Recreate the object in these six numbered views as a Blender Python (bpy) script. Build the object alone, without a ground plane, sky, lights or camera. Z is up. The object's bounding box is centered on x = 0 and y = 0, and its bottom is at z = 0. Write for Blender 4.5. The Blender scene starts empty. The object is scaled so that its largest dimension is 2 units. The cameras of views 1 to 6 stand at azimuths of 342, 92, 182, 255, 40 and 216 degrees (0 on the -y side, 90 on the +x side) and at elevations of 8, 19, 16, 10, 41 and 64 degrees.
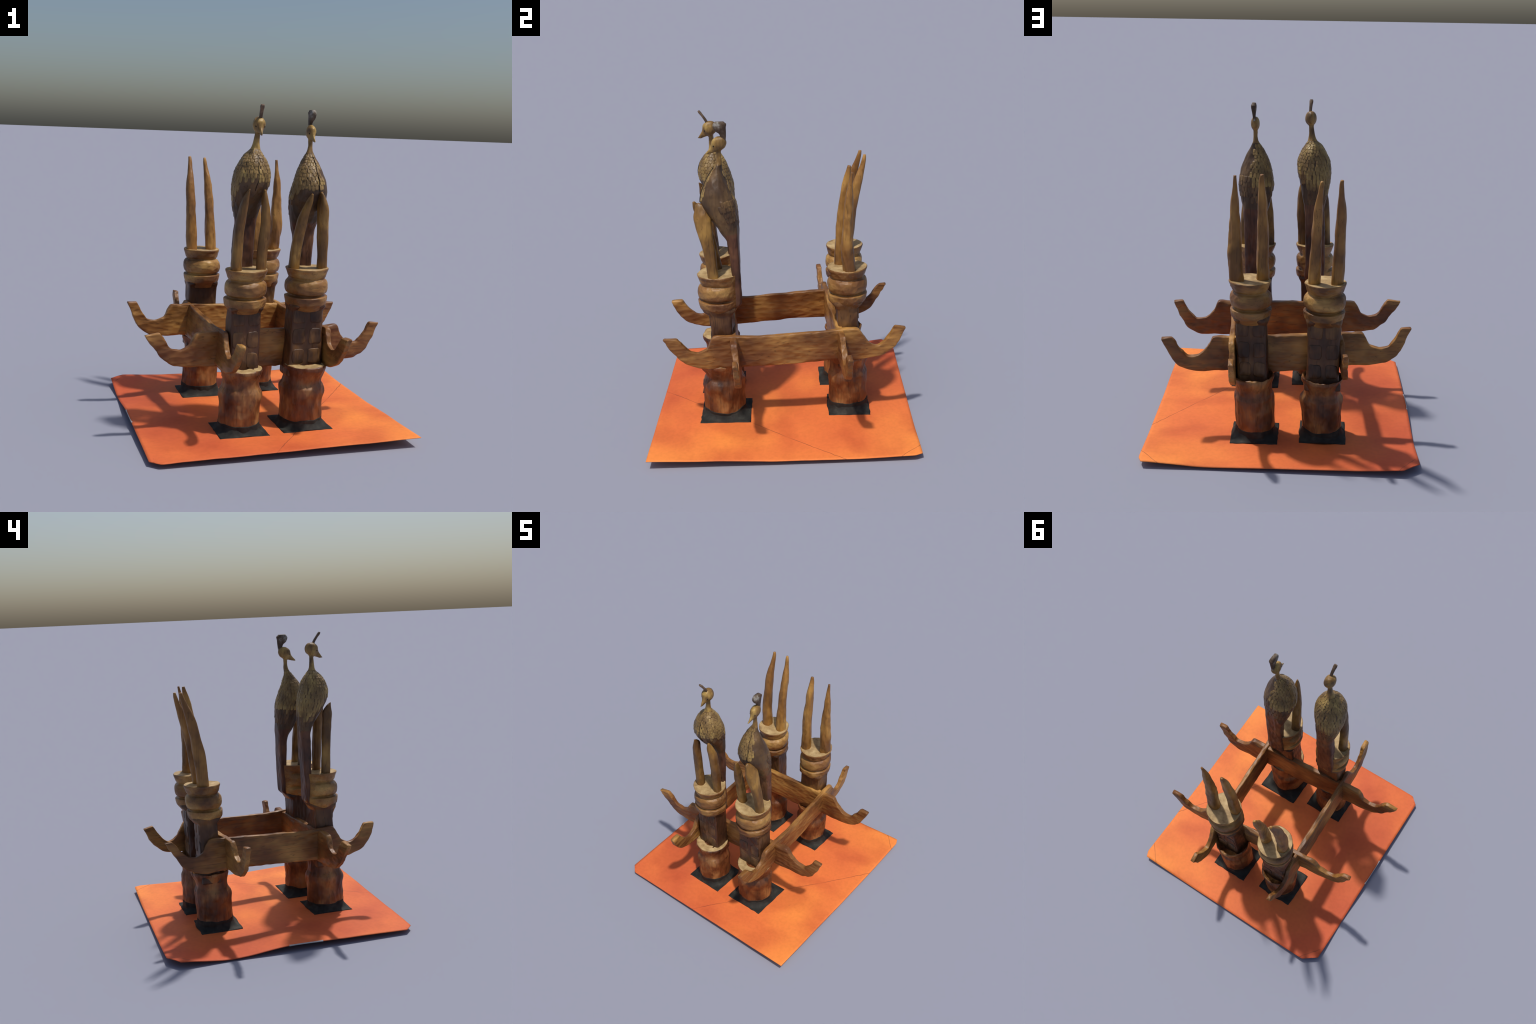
"""Carved wooden gate frame: four turned and squared posts, crossing hooked beams,
two birds on tusk-like legs, two pairs of horns, all on a thin orange sheet."""
import bpy, math
import numpy as np
from mathutils import Vector

# ------------------------------------------------------------------ noise
def _hash(ix, iy, iz, seed):
    n = (ix * 374761393 + iy * 668265263 + iz * 2147483647 + seed * 974634777) & 0xFFFFFFFF
    n = ((n ^ (n >> 13)) * 1274126177) & 0xFFFFFFFF
    n = n ^ (n >> 16)
    return (n & 0xFFFF) / 32767.5 - 1.0

def vnoise(P, freq, seed=0):
    """Smooth value noise in -1..1 for an (n,3) array."""
    Q = np.asarray(P, float) * freq + 37.3
    I = np.floor(Q).astype(np.int64)
    F = Q - I
    F = F * F * F * (F * (F * 6 - 15) + 10)
    out = 0.0
    for dx in (0, 1):
        for dy in (0, 1):
            for dz in (0, 1):
                w = ((F[:, 0] if dx else 1 - F[:, 0]) * (F[:, 1] if dy else 1 - F[:, 1])
                     * (F[:, 2] if dz else 1 - F[:, 2]))
                out = out + w * _hash(I[:, 0] + dx, I[:, 1] + dy, I[:, 2] + dz, seed)
    return out

_ROT = np.array([[.36, .48, -.80], [-.80, .60, 0], [.48, .64, .60]])

def facet(P, freq, seed):
    """Value noise interpolated linearly over tetrahedra: flat facets with creases between them."""
    Q = np.asarray(P, float) @ _ROT.T * freq + 51.7
    I = np.floor(Q).astype(np.int64)
    F = Q - I
    order = np.argsort(-F, axis=1)
    Fs = np.take_along_axis(F, order, 1)
    idx = I.copy()
    prev = _hash(idx[:, 0], idx[:, 1], idx[:, 2], seed)
    out = prev * (1 - Fs[:, 0])
    r = np.arange(len(Q))
    for k in range(3):
        idx[r, order[:, k]] += 1
        h = _hash(idx[:, 0], idx[:, 1], idx[:, 2], seed)
        out = out + h * (Fs[:, k] - (Fs[:, k+1] if k < 2 else 0))
    return out

def chisel(P, amp, freq, seed, stretch=(1, 1, 1)):
    """Tool-mark relief: adze facets of two sizes, broad swells, some roughness."""
    Q = np.asarray(P) * np.array(stretch)
    return amp * (0.75 * facet(Q, freq * 1.15, seed) + 0.35 * facet(Q, freq * 2.3, seed + 3)
                  + 0.55 * vnoise(Q, freq * 0.45, seed + 5) + 0.15 * vnoise(Q, freq * 3.2, seed + 9))

# ------------------------------------------------------------------ curves
def spline(xs, ys, x):
    """Monotone-ish cubic (Catmull tangents, limited) through (xs, ys)."""
    xs = np.asarray(xs, float); ys = np.asarray(ys, float)
    if xs[0] > xs[-1]:
        xs, ys = xs[::-1], ys[::-1]
    h = np.diff(xs)
    d = (np.diff(ys, axis=0).T / h).T
    m = np.zeros_like(ys)
    m[0], m[-1] = d[0], d[-1]
    for i in range(1, len(xs) - 1):
        p = d[i - 1] * d[i]
        hm = np.where(p > 0, 2 * p / np.where(p > 0, d[i - 1] + d[i], 1), 0)
        m[i] = hm
    x = np.clip(np.asarray(x, float), xs[0], xs[-1])
    k = np.clip(np.searchsorted(xs, x, side='right') - 1, 0, len(h) - 1)
    t = (x - xs[k]) / h[k]
    hk = h[k]
    if ys.ndim > 1:
        t = t[:, None]; hk = hk[:, None]
    return ((2*t**3 - 3*t**2 + 1) * ys[k] + (t**3 - 2*t**2 + t) * hk * m[k]
            + (-2*t**3 + 3*t**2) * ys[k + 1] + (t**3 - t**2) * hk * m[k + 1])

def catmull(pts, n):
    """Chord-length Catmull-Rom through control points -> n samples."""
    p = np.asarray(pts, float)
    L = np.concatenate([[0], np.cumsum(np.linalg.norm(np.diff(p[:, :3], axis=0), axis=1))])
    m = np.gradient(p, L, axis=0)
    s = np.linspace(0, L[-1], n)
    k = np.clip(np.searchsorted(L, s, side='right') - 1, 0, len(L) - 2)
    h = (L[k + 1] - L[k])[:, None]
    t = ((s - L[k]) / h[:, 0])[:, None]
    return ((2*t**3 - 3*t**2 + 1) * p[k] + (t**3 - 2*t**2 + t) * h * m[k]
            + (-2*t**3 + 3*t**2) * p[k + 1] + (t**3 - t**2) * h * m[k + 1])

def spow(v, e):
    return np.sign(v) * np.abs(v) ** e

# ------------------------------------------------------------------ meshes
TOP = None
def new_object(name, verts, faces, mat, parent, smooth=True):
    me = bpy.data.meshes.new(name)
    me.from_pydata([tuple(map(float, v)) for v in verts], [], [tuple(map(int, f)) for f in faces])
    me.update()
    if smooth:
        me.polygons.foreach_set('use_smooth', [True] * len(me.polygons))
    if mat:
        me.materials.append(mat)
    ob = bpy.data.objects.new(name, me)
    bpy.context.scene.collection.objects.link(ob)
    if parent:
        ob.parent = parent
    return ob

def empty(name, parent=None):
    ob = bpy.data.objects.new(name, None)
    ob.empty_display_size = 0.1
    bpy.context.scene.collection.objects.link(ob)
    if parent:
        ob.parent = parent
    return ob

def loft_faces(m, n):
    f = []
    for i in range(m - 1):
        for j in range(n):
            k = (j + 1) % n
            f.append((i*n + j, i*n + k, (i+1)*n + k, (i+1)*n + j))
    return f

def loft(rings, cap=True):
    """rings: (m,n,3) -> verts, faces with fan caps."""
    R = np.asarray(rings)
    m, n, _ = R.shape
    V = R.reshape(-1, 3)
    F = loft_faces(m, n)
    if cap:
        V = np.vstack([V, R[0].mean(0), R[-1].mean(0)])
        a, b = m*n, m*n + 1
        for j in range(n):
            k = (j + 1) % n
            F.append((a, k, j))
            F.append((b, (m-1)*n + j, (m-1)*n + k))
    return V, F

def get_normals(V, F):
    me = bpy.data.meshes.new('tmp')
    me.from_pydata([tuple(map(float, v)) for v in V], [], [tuple(map(int, f)) for f in F])
    me.update()
    buf = np.zeros(len(V) * 3, np.float32)
    me.vertex_normals.foreach_get('vector', buf)
    bpy.data.meshes.remove(me)
    return buf.reshape(-1, 3).astype(float)

# ------------------------------------------------------------------ materials
def _nodes(name):
    m = bpy.data.materials.new(name)
    m.use_nodes = True
    nt = m.node_tree
    nt.nodes.clear()
    out = nt.nodes.new('ShaderNodeOutputMaterial')
    bs = nt.nodes.new('ShaderNodeBsdfPrincipled')
    nt.links.new(bs.outputs[0], out.inputs[0])
    tc = nt.nodes.new('ShaderNodeTexCoord')
    return m, nt, bs, tc.outputs['Object']

def _noise(nt, vec, scale, stretch=(1, 1, 1), detail=4, rough=0.55, loc=(0, 0, 0)):
    mp = nt.nodes.new('ShaderNodeMapping')
    mp.inputs['Scale'].default_value = stretch
    mp.inputs['Location'].default_value = loc
    nt.links.new(vec, mp.inputs[0])
    n = nt.nodes.new('ShaderNodeTexNoise')
    n.inputs['Scale'].default_value = scale
    n.inputs['Detail'].default_value = detail
    n.inputs['Roughness'].default_value = rough
    nt.links.new(mp.outputs[0], n.inputs['Vector'])
    return n.outputs['Fac']

def _ramp(nt, fac, stops):
    r = nt.nodes.new('ShaderNodeValToRGB')
    el = r.color_ramp.elements
    while len(el) < len(stops):
        el.new(0.5)
    for e, (p, c) in zip(el, stops):
        e.position = p
        e.color = (c[0], c[1], c[2], 1)
    nt.links.new(fac, r.inputs[0])
    return r.outputs[0]

def _mix(nt, fac, a, b, mode='MIX'):
    x = nt.nodes.new('ShaderNodeMix')
    x.data_type = 'RGBA'
    x.blend_type = mode
    for sock, v in ((x.inputs[0], fac), (x.inputs[6], a), (x.inputs[7], b)):
        if hasattr(v, 'is_output'):
            nt.links.new(v, sock)
        elif isinstance(v, (int, float)):
            sock.default_value = v
        else:
            sock.default_value = (*v, 1)
    return x.outputs[2]

def _bump(nt, bs, fac, strength, dist):
    b = nt.nodes.new('ShaderNodeBump')
    b.inputs['Strength'].default_value = strength
    b.inputs['Distance'].default_value = dist
    nt.links.new(fac, b.inputs['Height'])
    nt.links.new(b.outputs[0], bs.inputs['Normal'])

def wood(name, dark, mid, light, grain='z', scale=9.0, patch=None, patch_amt=0.5,
         rough=0.46, streak=0.45, loc=(0, 0, 0), bump=0.35):
    """Oiled carved wood: long grain streaks, blotches of a second tone, dark checks."""
    m, nt, bs, vec = _nodes(name)
    st = {'z': (1, 1, 0.12), 'x': (0.1, 1, 1), 'y': (1, 0.1, 1)}[grain]
    g = _noise(nt, vec, scale * 6, st, 6, 0.62, loc)
    blot = _noise(nt, vec, scale, (1, 1, 0.7) if grain == 'z' else (0.6, 0.6, 1), 3, 0.5, loc)
    base = _ramp(nt, blot, [(0.34, dark), (0.50, mid), (0.66, light)])
    gr = _ramp(nt, g, [(0.30, (0.42, 0.36, 0.32)), (0.47, (0.95, 0.95, 0.95)), (0.72, (1.18, 1.15, 1.1))])
    col = _mix(nt, streak, base, gr, 'MULTIPLY')
    if patch is not None:
        pn = _noise(nt, vec, scale * 0.45, (1, 1, 1), 3, 0.5, (loc[0] + 3.1, loc[1] + 1.7, loc[2]))
        pf = _ramp(nt, pn, [(0.42, (0, 0, 0)), (0.62, (patch_amt,) * 3)])
        col = _mix(nt, pf, col, patch)
    # fine dark checks that run along the grain
    ck = _noise(nt, vec, scale * 3.2, tuple(0.35 * s if s < 1 else 2.2 for s in st), 2, 0.4, loc)
    ckf = _ramp(nt, ck, [(0.485, (0, 0, 0)), (0.5, (0.55,) * 3), (0.515, (0, 0, 0))])
    col = _mix(nt, ckf, col, tuple(c * 0.35 for c in dark))
    nt.links.new(col, bs.inputs['Base Color'])
    bs.inputs['Roughness'].default_value = rough
    bs.inputs['Specular IOR Level'].default_value = 0.42
    # tool marks: soft facets just below the size of the modelled relief
    vo = nt.nodes.new('ShaderNodeTexVoronoi'); vo.feature = 'SMOOTH_F1'
    vo.inputs['Scale'].default_value = 34; vo.inputs['Smoothness'].default_value = .35
    mpv = nt.nodes.new('ShaderNodeMapping'); mpv.inputs['Scale'].default_value = {'z': (1, 1, .45), 'x': (.45, 1, 1), 'y': (1, .45, 1)}[grain]
    nt.links.new(vec, mpv.inputs[0]); nt.links.new(mpv.outputs[0], vo.inputs['Vector'])
    b1 = nt.nodes.new('ShaderNodeBump'); b1.inputs['Strength'].default_value = .5; b1.inputs['Distance'].default_value = .012
    nt.links.new(vo.outputs['Distance'], b1.inputs['Height'])
    b2 = nt.nodes.new('ShaderNodeBump'); b2.inputs['Strength'].default_value = bump; b2.inputs['Distance'].default_value = .004
    nt.links.new(g, b2.inputs['Height']); nt.links.new(b1.outputs[0], b2.inputs['Normal'])
    nt.links.new(b2.outputs[0], bs.inputs['Normal'])
    return m

def plain(name, stops, scale=20, rough=0.7, bump=0.2, stretch=(1, 1, 1)):
    m, nt, bs, vec = _nodes(name)
    n = _noise(nt, vec, scale, stretch, 5, 0.6)
    nt.links.new(_ramp(nt, n, stops), bs.inputs['Base Color'])
    bs.inputs['Roughness'].default_value = rough
    bs.inputs['Specular IOR Level'].default_value = 0.3
    _bump(nt, bs, n, bump, 0.003)
    return m

def sheet_material():
    m, nt, bs, vec = _nodes('orange_painted_sheet')
    broad = _noise(nt, vec, 1.3, (1, 1, 1), 2, 0.5, (0.3, 0.9, 0))
    sep = nt.nodes.new('ShaderNodeSeparateXYZ')
    nt.links.new(vec, sep.inputs[0])
    # colour drifts yellower toward one long edge, redder toward the other
    ma = nt.nodes.new('ShaderNodeMath'); ma.operation = 'MULTIPLY_ADD'
    ma.inputs[1].default_value = 0.22; ma.inputs[2].default_value = 0.0
    nt.links.new(sep.outputs[0], ma.inputs[0])
    add = nt.nodes.new('ShaderNodeMath'); add.operation = 'ADD'
    nt.links.new(ma.outputs[0], add.inputs[0]); nt.links.new(broad, add.inputs[1])
    col = _ramp(nt, add.outputs[0], [(0.25, SHEET_RED), (0.5, SHEET_MID), (0.75, SHEET_YEL)])
    # deeper red blotches painted in for the cast shadows on the sheet
    bl = _noise(nt, vec, 2.6, (1, 1.4, 1), 3, 0.45, (5.1, 2.2, 0))
    bf = _ramp(nt, bl, [(0.46, (0, 0, 0)), (0.66, (0.42,) * 3)])
    col = _mix(nt, bf, col, SHEET_PAINTED_SHADOW)
    fine = _noise(nt, vec, 40, (1, 1, 1), 4, 0.6)
    fr = _ramp(nt, fine, [(0.3, (0.9, 0.88, 0.86)), (0.6, (1.04, 1.04, 1.04))])
    col = _mix(nt, 0.6, col, fr, 'MULTIPLY')
    # fold lines: one long crease across the sheet, one near each of two corners
    wob = _noise(nt, vec, 6, (1, 1, 1), 3, 0.6, (2, 1, 0))
    for (a, b_, c, width, amt) in ((.799, -.601, -.427, .0016, .75), (.737, .676, -1.073, .0014, .7), (.804, -.595, 1.058, .0014, .7)):
        dp = nt.nodes.new('ShaderNodeVectorMath'); dp.operation = 'DOT_PRODUCT'
        nt.links.new(vec, dp.inputs[0]); dp.inputs[1].default_value = (a, b_, 0)
        m1 = nt.nodes.new('ShaderNodeMath'); m1.operation = 'MULTIPLY_ADD'
        nt.links.new(wob, m1.inputs[0]); m1.inputs[1].default_value = .03
        nt.links.new(dp.outputs['Value'], m1.inputs[2])
        m2 = nt.nodes.new('ShaderNodeMath'); m2.operation = 'ADD'
        nt.links.new(m1.outputs[0], m2.inputs[0]); m2.inputs[1].default_value = c - .015
        m3 = nt.nodes.new('ShaderNodeMath'); m3.operation = 'ABSOLUTE'
        nt.links.new(m2.outputs[0], m3.inputs[0])
        lf = _ramp(nt, m3.outputs[0], [(width*.4, (amt,)*3), (width, (0, 0, 0))])
        gap = _ramp(nt, _noise(nt, vec, 4.5, (1, 1, 1), 1, 0.5, (8, 3, 0)), [(0.38, (0.15,)*3), (0.5, (1, 1, 1))])
        col = _mix(nt, _mix(nt, 1.0, lf, gap, 'MULTIPLY'), col, (0.14, 0.035, 0.022))
    sp = nt.nodes.new('ShaderNodeTexVoronoi'); sp.inputs['Scale'].default_value = 7
    nt.links.new(vec, sp.inputs['Vector'])
    sf = _ramp(nt, sp.outputs['Distance'], [(0.010, (0.7,) * 3), (0.022, (0, 0, 0))])
    col = _mix(nt, sf, col, (0.2, 0.05, 0.03))
    nt.links.new(col, bs.inputs['Base Color'])
    bs.inputs['Roughness'].default_value = 0.62
    bs.inputs['Specular IOR Level'].default_value = 0.25
    _bump(nt, bs, fine, 0.08, 0.002)
    return m

SHEET_RED = (0.60, 0.112, 0.042)
SHEET_MID = (0.78, 0.182, 0.049)
SHEET_YEL = (0.90, 0.265, 0.056)
SHEET_PAINTED_SHADOW = (0.48, 0.075, 0.026)

M = {}
def build_materials():
    M['sheet'] = sheet_material()
    M['chip'] = plain('bare_paper_edge', [(0.3, (0.45, 0.42, 0.40)), (0.7, (0.62, 0.6, 0.58))])
    M['pad'] = plain('black_rubber_pad', [(0.35, (0.011, 0.010, 0.009)), (0.55, (0.024, 0.022, 0.018)), (0.75, (0.052, 0.050, 0.040))], 14, 0.75, 0.3)
    M['foot'] = wood('reddish_post_wood', (0.050, 0.018, 0.008), (0.155, 0.056, 0.017), (0.36, 0.175, 0.056),
                     'z', 8, (0.22, 0.062, 0.016), 0.5, streak=.65)
    M['shaft'] = wood('dark_shaft_wood', (0.036, 0.016, 0.008), (0.085, 0.036, 0.014), (0.22, 0.105, 0.032),
                      'z', 6, (0.092, 0.034, 0.015), 0.5)
    M['panel'] = wood('panel_wood', (0.034, 0.015, 0.008), (0.080, 0.034, 0.013), (0.17, 0.080, 0.026), 'z', 9)
    M['collar'] = wood('collar_wood', (0.115, 0.047, 0.014), (0.29, 0.140, 0.036), (0.52, 0.300, 0.085),
                       'x', 9, (0.18, 0.066, 0.019), 0.5, streak=0.35)
    M['platform'] = plain('pale_cut_wood', [(0.3, (0.24, 0.150, 0.068)), (0.5, (0.42, 0.285, 0.13)), (0.72, (0.58, 0.43, 0.22))], 18, 0.6)
    M['horn'] = wood('ochre_horn_wood', (0.17, 0.073, 0.016), (0.33, 0.155, 0.033), (0.50, 0.265, 0.062),
                     'z', 7, (0.19, 0.075, 0.019), 0.5, streak=0.6)
    M['leg'] = wood('olive_leg_wood', (0.10, 0.048, 0.013), (0.23, 0.115, 0.025), (0.40, 0.220, 0.052),
                    'z', 7, (0.13, 0.052, 0.016), 0.5, streak=0.45)
    for k, ax in (('beam_x', 'x'), ('beam_y', 'y')):
        M[k] = wood('ochre_beam_wood_' + ('crosswise' if ax == 'x' else 'lengthwise'), (0.125, 0.048, 0.014), (0.285, 0.128, 0.031), (0.50, 0.260, 0.066),
                    ax, 6, (0.165, 0.053, 0.016), 0.55, streak=0.6)
    M['body'] = wood('dark_bird_wood', (0.045, 0.025, 0.012), (0.095, 0.052, 0.021), (0.18, 0.102, 0.037),
                     'z', 8, (0.080, 0.038, 0.018), 0.5)
    M['feather'] = wood('gilded_feather_wood', (0.16, 0.094, 0.032), (0.27, 0.168, 0.054), (0.42, 0.28, 0.088),
                        'z', 16, (0.15, 0.088, 0.036), 0.4, streak=0.35)
    M['feather_dark'] = wood('brown_feather_wood', (0.070, 0.036, 0.016), (0.135, 0.072, 0.028), (0.22, 0.125, 0.045), 'z', 14, streak=.45)
    M['head'] = wood('golden_head_wood', (0.11, 0.058, 0.018), (0.25, 0.140, 0.038), (0.45, 0.29, 0.080), 'z', 16)
    M['tail'] = wood('red_brown_tail_wood', (0.045, 0.018, 0.010), (0.105, 0.040, 0.019), (0.18, 0.076, 0.030), 'z', 8, streak=.6)
    M['crest'] = wood('dark_crest_wood', (0.045, 0.026, 0.016), (0.095, 0.055, 0.030), (0.18, 0.115, 0.07), 'z', 20)
    M['crest_grey'] = plain('weathered_grey_crest', [(0.42, (0.070, 0.042, 0.025)), (0.54, (0.13, 0.095, 0.066)), (0.68, (0.36, 0.345, 0.31))], 20, 0.6)
    M['dark'] = plain('dark_crack', [(0.3, (0.012, 0.008, 0.006)), (0.7, (0.025, 0.016, 0.012))])

# ------------------------------------------------------------------ sheet
def sheet_z(x, y):
    """Height of the slightly warped sheet."""
    u, v = (x / 0.81 + 1) / 2, (y / 0.83 + 1) / 2
    gx = np.array([-1, -.5, 0, .5, 1]); 
    rows = np.array([            # y = -1, -.5, 0, .5, 1 ; columns x = -1..1
        [.028, .038, .044, .052, .062],
        [.036, .043, .040, .043, .048],
        [.044, .040, .037, .037, .033],
        [.012, .032, .032, .032, .029],
        [.048, .030, .026, .018, .040]])
    fx = np.clip(u, 0, 1) * 4; fy = np.clip(v, 0, 1) * 4
    i = np.clip(fx.astype(int), 0, 3); j = np.clip(fy.astype(int), 0, 3)
    a = fx - i; b = fy - j
    a = a*a*(3 - 2*a); b = b*b*(3 - 2*b)
    return ((rows[j, i]*(1-a) + rows[j, i+1]*a)*(1-b) + (rows[j+1, i]*(1-a) + rows[j+1, i+1]*a)*b)

def build_sheet():
    n = 90
    corners = {'a': (-.816, -.826), 'b': (.820, -.833), 'c': (.808, .830), 'd': (-.823, .834)}
    t = np.linspace(0, 1, n)
    S, T = np.meshgrid(t, t)
    A, B_, C, D = (np.array(corners[k]) for k in 'abcd')
    P = (A*(1-S[..., None])*(1-T[..., None]) + B_*S[..., None]*(1-T[..., None])
         + C*S[..., None]*T[..., None] + D*(1-S[..., None])*T[..., None])
    X, Y = P[..., 0].ravel(), P[..., 1].ravel()
    # clipped corners: push outermost points back onto a chamfer line
    def chamfer(X, Y, cx, cy, sx, sy, lx, ly):
        ux, uy = (cx - X) * sx, (cy - Y) * sy           # distance in from the corner edges
        k = ux / lx + uy / ly
        bad = k < 1
        f = (1 - k[bad]) * 0.5
        X[bad] -= sx * f * lx
        Y[bad] -= sy * f * ly
    chamfer(X, Y, -.816, -.826, -1, -1, .06, .056)
    chamfer(X, Y, -.823, .834, -1, 1, .10, .075)
    chamfer(X, Y, .808, .830, 1, 1, .02, .045)
    z = sheet_z(X, Y)
    P3 = np.stack([X, Y, np.zeros_like(X)], 1)
    z = z + 0.0018 * vnoise(P3, 5, 3) + 0.0007 * vnoise(P3, 16, 4)
    top = np.stack([X, Y, z], 1)
    bot = top - [0, 0, 0.004]
    V = np.vstack([top, bot])
    F = []
    N = n*n
    for i in range(n-1):
        for j in range(n-1):
            q = (i*n+j, i*n+j+1, (i+1)*n+j+1, (i+1)*n+j)
            F.append(q); F.append(tuple(N + k for k in q[::-1]))
    edge = [i for i in range(n)] + [i*n + n-1 for i in range(1, n)] + [(n-1)*n + i for i in range(n-2, -1, -1)] + [i*n for i in range(n-2, 0, -1)]
    for a, b in zip(edge, edge[1:] + edge[:1]):
        F.append((a, N + a, N + b, b))
    ob = new_object('base_sheet', V, F, M['sheet'], TOP)
    # small bare chips on one edge
    ys = np.linspace(-.175, .055, 24)
    u = np.linspace(-1, 1, 24)
    w = .0012 + .0065*np.abs(u)**5
    R = []
    for y, wi in zip(ys, w):
        t = (y + .826)/1.662
        xe = -.816*(1-t) - .824*t
        zz = float(sheet_z(np.array([xe]), np.array([y]))[0])
        R.append([(xe - .0012, y, zz - .0045), (xe + wi, y, zz - .0035), (xe + wi, y, zz + .0030), (xe - .0012, y, zz + .0022)])
    new_object('edge_chip', *loft(R), M['chip'], ob, smooth=False)
    return ob

# ------------------------------------------------------------------ posts
class Post:
    def __init__(s, base, rim, rs, shaft_y, shaft_hx, out, seed, cup=None, foot=None, bird=False):
        s.bird = bird
        s.base, s.rim, s.rs, s.shaft_y, s.hx, s.out, s.seed = base, rim, rs, shaft_y, shaft_hx, out, seed
        s.cup, s.foot = cup or 0.0, foot or 1.0
        s.cup_x = 0.0
    def axis(s, z):
        t = np.clip((z - 0.1) / 0.92, -.1, 1)
        return s.base[0] + (s.rim[0]-s.base[0])*t, s.base[1] + (s.rim[1]-s.base[1])*t

COLLAR = [(.772, .086), (.785, .096), (.800, .109), (.812, .1185), (.818, .1205), (.845, .1245), (.856, .1250), (.859, .1215),
          (.8600, .107), (.8655, .1020), (.8720, .1050), (.8775, .1155), (.884, .1200), (.895, .1235), (.915, .1262), (.932, .1255), (.945, .1220),
          (.956, .1150), (.9615, .1065), (.967, .1020), (.973, .1050), (.980, .1105), (.990, .1140), (1.008, .1195), (1.024, .1250), (1.029, .1255), (1.0325, .1225)]
FOOT = [(.002, .128), (.05, .129), (.10, .128), (.17, .127), (.23, .130), (.265, .132), (.288, .130), (.305, .122),
        (.322, .114), (.342, .112), (.365, .114), (.395, .121), (.417, .127), (.427, .1275), (.4325, .124)]

def ring_at(cx, cy, rx, ry, z, n, e=2.0, phase=0.0):
    th = np.linspace(0, 2*np.pi, n, endpoint=False) + phase
    return np.stack([cx + rx*spow(np.cos(th), 2/e), cy + ry*spow(np.sin(th), 2/e), np.full(n, z)], 1)

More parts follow.
